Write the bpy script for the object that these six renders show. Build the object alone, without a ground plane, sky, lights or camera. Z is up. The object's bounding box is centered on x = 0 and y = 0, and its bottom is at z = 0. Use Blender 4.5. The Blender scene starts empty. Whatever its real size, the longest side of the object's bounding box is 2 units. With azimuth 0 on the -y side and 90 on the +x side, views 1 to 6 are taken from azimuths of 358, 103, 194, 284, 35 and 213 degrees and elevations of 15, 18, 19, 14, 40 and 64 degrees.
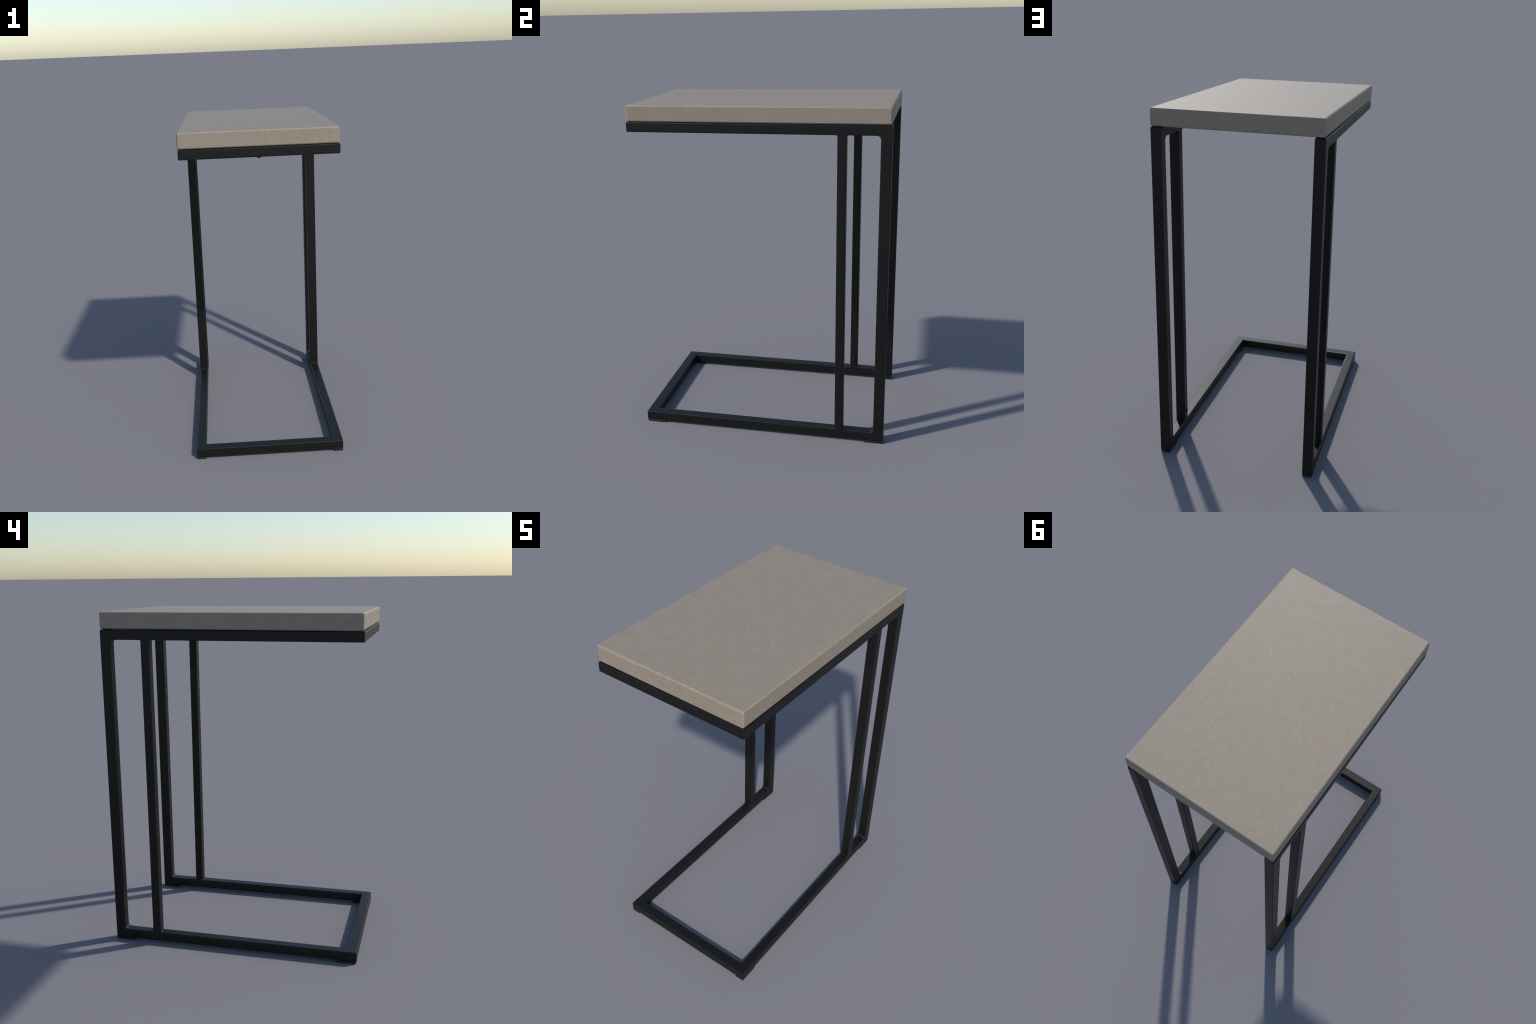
"""C-shaped side table: concrete-look slab on a black square-tube steel frame."""
import bpy, bmesh
from math import pi, cos, sin, radians
from mathutils import Vector, Euler, Matrix

# ------------------------------------------------------------------ sizes (m)
HALF_X = 0.4522          # outer half width of the steel frame
HALF_Y = 0.7460          # outer half depth of the steel frame
TUBE = 0.0575            # tube width across x
FRONT_TUBE = 0.0605      # front cross rails, measured along y
FOOT_H = 0.0130          # the glide pads lift the frame this much
BASE_TOP = 0.0693        # upper face of the base rails
TOP_LOW = 1.8447         # lower face of the top rails
TOP_HIGH = 1.9010        # upper face of the top rails
MID_A, MID_B = 0.4535, 0.5036   # y range of the inner upright
BACK_IN = 0.6853         # inner face of the back upright
R_BIG = 0.0220           # inner corner radius at the back upright
R_SMALL = 0.0065         # weld fillet at the inner upright
EDGE = 0.0063            # rounded tube edges

SLAB_X, SLAB_FRONT, SLAB_BACK = 0.4516, -0.7430, 0.7452
SLAB_LOW, SLAB_HIGH = 1.9026, 1.9974
SLAB_EDGE = 0.0108
SLAB_TILT = Euler((0.0011, 0.0016, -0.0042))   # the slab lies a touch askew on its spacers


# ------------------------------------------------------------------ materials
def new_material(name):
    m = bpy.data.materials.new(name)
    m.use_nodes = True
    nt = m.node_tree
    return m, nt, nt.nodes["Principled BSDF"]


def node(nt, kind, **kw):
    n = nt.nodes.new(kind)
    for k, v in kw.items():
        if k in n.inputs:
            n.inputs[k].default_value = v
        else:
            setattr(n, k, v)
    return n


def ramp(nt, fac, stops):
    r = nt.nodes.new("ShaderNodeValToRGB")
    el = r.color_ramp.elements
    while len(el) < len(stops):
        el.new(0.5)
    for e, (p, c) in zip(el, stops):
        e.position = p
        e.color = (*c, 1) if len(c) == 3 else c
    nt.links.new(fac, r.inputs["Fac"])
    return r.outputs["Color"]


def mix(nt, fac, a, b, mode="MIX"):
    m = nt.nodes.new("ShaderNodeMix")
    m.data_type = "RGBA"
    m.blend_type = mode
    for sock, val in ((m.inputs[0], fac), (m.inputs[6], a), (m.inputs[7], b)):
        if hasattr(val, "links"):
            nt.links.new(val, sock)
        else:
            sock.default_value = val if isinstance(val, float) else (*val, 1)
    return m.outputs[2]


def math(nt, op, a, b=0.0):
    m = nt.nodes.new("ShaderNodeMath")
    m.operation = op
    for i, v in enumerate((a, b)):
        if hasattr(v, "links"):
            nt.links.new(v, m.inputs[i])
        else:
            m.inputs[i].default_value = v
    return m.outputs[0]


def speck_mask(nt, coord, scale, chance, size, stretch, turn):
    """Sparse elongated flecks: random Voronoi cells, only a core of each."""
    mp = node(nt, "ShaderNodeMapping")
    mp.inputs["Scale"].default_value = stretch
    mp.inputs["Rotation"].default_value = turn
    nt.links.new(coord, mp.inputs["Vector"])
    wob = node(nt, "ShaderNodeTexNoise", Scale=90.0, Detail=2.0)
    nt.links.new(mp.outputs[0], wob.inputs["Vector"])
    off = nt.nodes.new("ShaderNodeVectorMath")
    off.operation = "MULTIPLY_ADD"
    nt.links.new(wob.outputs["Color"], off.inputs[0])
    off.inputs[1].default_value = (0.008,) * 3
    nt.links.new(mp.outputs[0], off.inputs[2])
    v = node(nt, "ShaderNodeTexVoronoi", Scale=scale)
    nt.links.new(off.outputs[0], v.inputs["Vector"])
    sep = nt.nodes.new("ShaderNodeSeparateColor")
    nt.links.new(v.outputs["Color"], sep.inputs[0])
    picked = math(nt, "LESS_THAN", sep.outputs[0], chance)
    # each fleck gets its own size
    rad = math(nt, "MULTIPLY_ADD", sep.outputs[1], size)
    nt.nodes[-1].inputs[2].default_value = size * 0.35
    core = math(nt, "SUBTRACT", rad, v.outputs["Distance"])
    soft = math(nt, "MULTIPLY", core, 9.0)
    nt.nodes[-1].use_clamp = True
    return math(nt, "MULTIPLY", soft, picked)


def concrete_material():
    m, nt, bsdf = new_material("grey_beige_concrete")
    co = nt.nodes.new("ShaderNodeTexCoord").outputs["Object"]

    def noise(scale, detail=3.0, rough=0.55):
        n = node(nt, "ShaderNodeTexNoise", Scale=scale, Detail=detail, Roughness=rough)
        nt.links.new(co, n.inputs["Vector"])
        return n.outputs["Fac"]

    cloud = ramp(nt, noise(13.0, 5.0, 0.68),
                 [(0.30, (0.278, 0.2285, 0.173)), (0.70, (0.304, 0.2515, 0.193))])
    blotch = ramp(nt, noise(55.0, 4.0, 0.75), [(0.30, (0.93,) * 3), (0.70, (1.07,) * 3)])
    c = mix(nt, 1.0, cloud, blotch, "MULTIPLY")
    grain = ramp(nt, noise(170.0, 3.0, 0.75), [(0.28, (0.87,) * 3), (0.72, (1.13,) * 3)])
    c = mix(nt, 1.0, c, grain, "MULTIPLY")
    # faint warm and cool drift
    hue = ramp(nt, noise(24.0, 2.0), [(0.35, (1.012, 1.0, 0.99)), (0.65, (0.99, 1.0, 1.008))])
    c = mix(nt, 1.0, c, hue, "MULTIPLY")
    # pale sand grains gather in loose clusters, a few shell flakes lie between
    cluster = ramp(nt, noise(10.0, 3.0), [(0.40, (0.20,) * 3), (0.66, (1.0,) * 3)])
    dust = speck_mask(nt, co, 120.0, 0.22, 0.36, (1.0, 1.2, 1.0), (0, 0, 0.3))
    dust = math(nt, "MULTIPLY", dust, cluster)
    c = mix(nt, math(nt, "MULTIPLY", dust, 0.45), c, (0.50, 0.46, 0.40))
    sand = speck_mask(nt, co, 62.0, 0.045, 0.24, (1.0, 1.5, 1.0), (0.3, 0, 1.3))
    c = mix(nt, math(nt, "MULTIPLY", sand, 0.50), c, (0.52, 0.49, 0.43))
    flake = speck_mask(nt, co, 20.0, 0.05, 0.17, (1.0, 2.1, 1.0), (0, 0, 0.75))
    c = mix(nt, math(nt, "MULTIPLY", flake, 0.65), c, (0.58, 0.55, 0.49))
    # dark pores
    pore = speck_mask(nt, co, 58.0, 0.09, 0.22, (1.0, 1.3, 1.0), (0.2, 0.4, 2.0))
    c = mix(nt, math(nt, "MULTIPLY", pore, 0.38), c, (0.12, 0.105, 0.085))
    nt.links.new(c, bsdf.inputs["Base Color"])
    bsdf.inputs["Roughness"].default_value = 0.55
    bsdf.inputs["Specular IOR Level"].default_value = 0.35
    bump = node(nt, "ShaderNodeBump", Strength=0.06, Distance=0.002)
    nt.links.new(noise(220.0, 2.0), bump.inputs["Height"])
    nt.links.new(bump.outputs[0], bsdf.inputs["Normal"])
    return m


def coated_steel_material(name, tone, rough, strength=0.03):
    m, nt, bsdf = new_material(name)
    co = nt.nodes.new("ShaderNodeTexCoord").outputs["Object"]
    n = node(nt, "ShaderNodeTexNoise", Scale=14.0, Detail=4.0)
    nt.links.new(co, n.inputs["Vector"])
    c = ramp(nt, n.outputs["Fac"], [(0.3, tuple(v * 0.93 for v in tone)),
                                    (0.7, tuple(v * 1.07 for v in tone))])
    nt.links.new(c, bsdf.inputs["Base Color"])
    bsdf.inputs["Roughness"].default_value = rough
    bsdf.inputs["Specular IOR Level"].default_value = 0.27
    g = node(nt, "ShaderNodeTexNoise", Scale=420.0, Detail=1.0)
    nt.links.new(co, g.inputs["Vector"])
    b = node(nt, "ShaderNodeBump", Strength=strength, Distance=0.001)
    nt.links.new(g.outputs["Fac"], b.inputs["Height"])
    nt.links.new(b.outputs[0], bsdf.inputs["Normal"])
    return m


CONCRETE = concrete_material()
STEEL = coated_steel_material("black_powder_coat", (0.0078, 0.0074, 0.0067), 0.43)  # tone darkened partway toward the shade baked on the original's vertical tube faces
RUBBER = coated_steel_material("black_plastic", (0.014, 0.0138, 0.013), 0.50)
SCREW = coated_steel_material("black_screw", (0.010, 0.0098, 0.0092), 0.40)


# ------------------------------------------------------------------ helpers
def make_object(name, mesh, parent, material=None):
    if material:
        mesh.materials.clear()
        mesh.materials.append(material)
    ob = bpy.data.objects.new(name, mesh)
    bpy.context.scene.collection.objects.link(ob)
    ob.parent = parent
    return ob


def arc(cy, cz, r, a0, a1, steps):
    """Points of an arc in the y-z plane, end points included."""
    return [(cy + r * cos(radians(a0 + (a1 - a0) * i / steps)),
             cz + r * sin(radians(a0 + (a1 - a0) * i / steps))) for i in range(steps + 1)]


def rounded_box(name, lo, hi, radius, segments=3):
    bm = bmesh.new()
    bmesh.ops.create_cube(bm, size=1.0)
    for v in bm.verts:
        for i in range(3):
            v.co[i] = lo[i] if v.co[i] < 0 else hi[i]
    bmesh.ops.bevel(bm, geom=bm.edges[:], offset=radius, segments=segments,
                    profile=0.5, affect="EDGES")
    for f in bm.faces:
        f.smooth = True
    me = bpy.data.meshes.new(name)
    bm.to_mesh(me)
    bm.free()
    weighted_normals(me)
    return me


def weighted_normals(me):
    """Flat faces keep flat shading, rounded edges blend into them."""
    acc = [Vector((0, 0, 0)) for _ in me.vertices]
    for p in me.polygons:
        w = p.area ** 2
        for vi in p.vertices:
            acc[vi] += p.normal * w
    me.normals_split_custom_set_from_vertices([n.normalized() for n in acc])
    return acc


# ------------------------------------------------------------------ steel frame
def side_cells():
    """Side frame as polygons in (y, z), walked counter-clockwise as seen from +x.
    Neighbouring cells share their corner points, so the result is one skin."""
    f, b = -HALF_Y, HALF_Y
    fi = f + FRONT_TUBE
    cut = BACK_IN - R_BIG
    a, c = MID_A - R_SMALL, MID_B + R_SMALL
    low_front = [(f, FOOT_H), (fi, FOOT_H), (fi, BASE_TOP), (f, BASE_TOP)]
    low_rail = [(fi, FOOT_H), (cut, FOOT_H), (cut, BASE_TOP), (c, BASE_TOP),
                (a, BASE_TOP), (fi, BASE_TOP)]
    top_front = [(f, TOP_LOW), (fi, TOP_LOW), (fi, TOP_HIGH), (f, TOP_HIGH)]
    top_rail = [(fi, TOP_LOW), (a, TOP_LOW), (c, TOP_LOW), (cut, TOP_LOW),
                (cut, TOP_HIGH), (fi, TOP_HIGH)]
    s, g = R_SMALL, R_BIG
    mid = (arc(MID_B + s, BASE_TOP + s, s, 270, 180, 4)
           + arc(MID_B + s, TOP_LOW - s, s, 180, 90, 4)
           + arc(MID_A - s, TOP_LOW - s, s, 90, 0, 4)
           + arc(MID_A - s, BASE_TOP + s, s, 0, -90, 4))
    back = ([(cut, FOOT_H), (b, FOOT_H), (b, TOP_HIGH), (cut, TOP_HIGH)]
            + arc(cut, TOP_LOW - g, g, 90, 0, 8)
            + arc(cut, BASE_TOP + g, g, 0, -90, 8))
    return [low_front, low_rail, top_front, top_rail, mid, back]


def build_frame_skin():
    bm = bmesh.new()
    cache = {}

    def vert(x, p):
        key = (round(x, 5), round(p[0], 5), round(p[1], 5))
        if key not in cache:
            cache[key] = bm.verts.new(key)
        return cache[key]

    cells = side_cells()
    for side in (1, -1):
        xo, xi = side * HALF_X, side * (HALF_X - TUBE)
        count = {}
        for ci, poly in enumerate(cells):
            pts = [(round(p[0], 5), round(p[1], 5)) for p in poly]
            ring = pts if side > 0 else pts[::-1]
            bm.faces.new([vert(xo, p) for p in ring])
            if ci not in (0, 2):          # the cross rails leave from these two cells
                bm.faces.new([vert(xi, p) for p in ring[::-1]])
            for i, p in enumerate(pts):
                q = pts[(i + 1) % len(pts)]
                count.setdefault(frozenset((p, q)), []).append((p, q))
        for uses in count.values():
            if len(uses) == 1:            # outline edge: wall across the tube
                p, q = uses[0]
                quad = [vert(xo, p), vert(xi, p), vert(xi, q), vert(xo, q)]
                bm.faces.new(quad if side > 0 else quad[::-1])
    xi = HALF_X - TUBE
    for z0, z1 in ((FOOT_H, BASE_TOP), (TOP_LOW, TOP_HIGH)):
        f, fi = -HALF_Y, -HALF_Y + FRONT_TUBE
        ring = [(f, z0), (fi, z0), (fi, z1), (f, z1)]
        for i in range(4):
            p, q = ring[i], ring[(i + 1) % 4]
            bm.faces.new([vert(xi, p), vert(-xi, p), vert(-xi, q), vert(xi, q)])
    bmesh.ops.recalc_face_normals(bm, faces=bm.faces[:])
    bm.edges.ensure_lookup_table()
    sharp = [e for e in bm.edges if e.is_manifold and e.calc_face_angle_signed() > radians(40)]
    bmesh.ops.bevel(bm, geom=sharp, offset=EDGE, segments=3, profile=0.5,
                    affect="EDGES", clamp_overlap=False)
    bmesh.ops.dissolve_degenerate(bm, dist=1e-6, edges=bm.edges[:])
    bm.normal_update()
    return bm


def region(c):
    """Which part of the frame a face centre belongs to."""
    side = "r" if c.x > 0 else "l"
    if abs(c.x) < HALF_X - TUBE - 1e-4 and c.y < 0:
        return ("front_base_rail" if c.z < 1 else "front_top_rail"), ""
    if c.y > BACK_IN - R_BIG - 1e-5:
        return "back_leg", side
    if BASE_TOP + 1e-5 < c.z < TOP_LOW - 1e-5 and c.y > 0:
        return "inner_leg", side
    return ("side_base_rail" if c.z < 1 else "side_top_rail"), side


def build_frame(root):
    bm = build_frame_skin()
    normals = {}
    for v in bm.verts:
        acc = Vector((0, 0, 0))
        for f in v.link_faces:
            acc += f.normal * (f.calc_area() ** 1.5)
        normals[v.index if v.index >= 0 else v] = acc.normalized()
    bm.verts.index_update()
    vnorm = []
    hard = radians(50)
    groups = {}
    for f in bm.faces:
        groups.setdefault(region(f.calc_center_median()), []).append(f)
    for (kind, _), faces in sorted(groups.items()):
        # flat faces keep their own normal; strips take the wide neighbour's normal
        index, coords, polys, loops = {}, [], [], []
        for f in faces:
            ids = []
            for v in f.verts:
                if v not in index:
                    index[v] = len(coords)
                    coords.append(v.co[:])
                ids.append(index[v])
                acc = Vector((0, 0, 0))
                for g in v.link_faces:
                    if g.normal.angle(f.normal) < hard:
                        acc += g.normal * (g.calc_area() ** 1.5)
                loops.append(acc.normalized() if acc.length > 0 else f.normal.copy())
            polys.append(ids)
        me = bpy.data.meshes.new(kind)
        me.from_pydata(coords, [], polys)
        me.update()
        for p in me.polygons:
            p.use_smooth = True
        me.normals_split_custom_set(loops)
        make_object(kind, me, root, STEEL)
    bm.free()


# ------------------------------------------------------------------ small parts
def dome_screw_mesh(name, radius, height, axis):
    """Pan head: short cylinder wall closed by a dome with a hexagon socket."""
    profile = [(radius, 0.0), (radius, height * 0.35), (radius * 0.93, height * 0.60),
               (radius * 0.78, height * 0.82), (radius * 0.55, height * 0.96),
               (radius * 0.42, height), (radius * 0.36, height * 0.55)]
    bm = bmesh.new()
    n = 24
    rings = [[bm.verts.new((r * cos(2 * pi * i / n), r * sin(2 * pi * i / n), h))
              for i in range(n)] for r, h in profile]
    for a, b in zip(rings, rings[1:]):
        for i in range(n):
            bm.faces.new((a[i], a[(i + 1) % n], b[(i + 1) % n], b[i]))
    bm.faces.new(rings[-1])
    bm.faces.new(rings[0][::-1])
    rot = Vector((0, 0, 1)).rotation_difference(Vector(axis)).to_matrix()
    bmesh.ops.rotate(bm, verts=bm.verts, cent=(0, 0, 0), matrix=rot)
    for f in bm.faces:
        f.smooth = True
    me = bpy.data.meshes.new(name)
    bm.to_mesh(me)
    bm.free()
    me.set_sharp_from_angle(angle=radians(40))
    return me


def build_small_parts(root):
    # glide pads under the four corners
    pad = rounded_box("foot_pad", (-TUBE / 2, -0.0600, 0.0),
                      (TUBE / 2, 0.0600, FOOT_H - 0.0006), 0.0042, 2)
    pad.materials.append(RUBBER)
    for sx in (-1, 1):
        for sy in (-1, 1):
            ob = make_object("foot_pad", pad, root)
            ob.location = (sx * (HALF_X - TUBE / 2), sy * (HALF_Y - 0.0610), 0)
    # spacers that carry the slab
    gap = SLAB_LOW - TOP_HIGH
    block = rounded_box("spacer", (-0.022, -0.022, 0.0), (0.022, 0.022, gap), 0.0005, 1)
    block.materials.append(STEEL)
    rail = HALF_X - TUBE / 2
    spots = [(sx * rail, y) for sx in (-1, 1)
             for y in (-0.3615, (MID_A + MID_B) / 2, 0.7080)]
    spots.append((0.0, -HALF_Y + FRONT_TUBE / 2))
    for x, y in spots:
        ob = make_object("spacer", block, root)
        ob.location = (x, y, TOP_HIGH + 0.0001)
        rise = SLAB_TILT.x * y - SLAB_TILT.y * x      # follow the slab's underside
        ob.scale.z = max(0.0004, gap + rise - 0.0002) / gap
    # screw heads: one on the inner face of each inner upright, one under the front rail
    for sx in (-1, 1):
        me = dome_screw_mesh("screw", 0.0092, 0.0090, (-sx, 0, 0))
        ob = make_object("screw", me, root, SCREW)
        ob.location = (sx * (HALF_X - TUBE), 0.4800, 0.1340)
    me = dome_screw_mesh("screw", 0.0110, 0.0090, (0, 0, -1))
    ob = make_object("screw", me, root, SCREW)
    ob.location = (-0.002, -HALF_Y + FRONT_TUBE / 2, TOP_LOW)


# ------------------------------------------------------------------ assemble
root = bpy.data.objects.new("side_table", None)
bpy.context.scene.collection.objects.link(root)
root["label"] = "C-shaped side table, grey concrete top, black square-tube steel frame"
root["category"] = "side table"

slab = rounded_box("tabletop", (-SLAB_X, SLAB_FRONT, SLAB_LOW - SLAB_HIGH),
                   (SLAB_X, SLAB_BACK, 0.0), SLAB_EDGE, 3)
top = make_object("tabletop", slab, root, CONCRETE)
top.location = (0, 0, SLAB_HIGH)
top.rotation_euler = SLAB_TILT
build_frame(root)
build_small_parts(root)
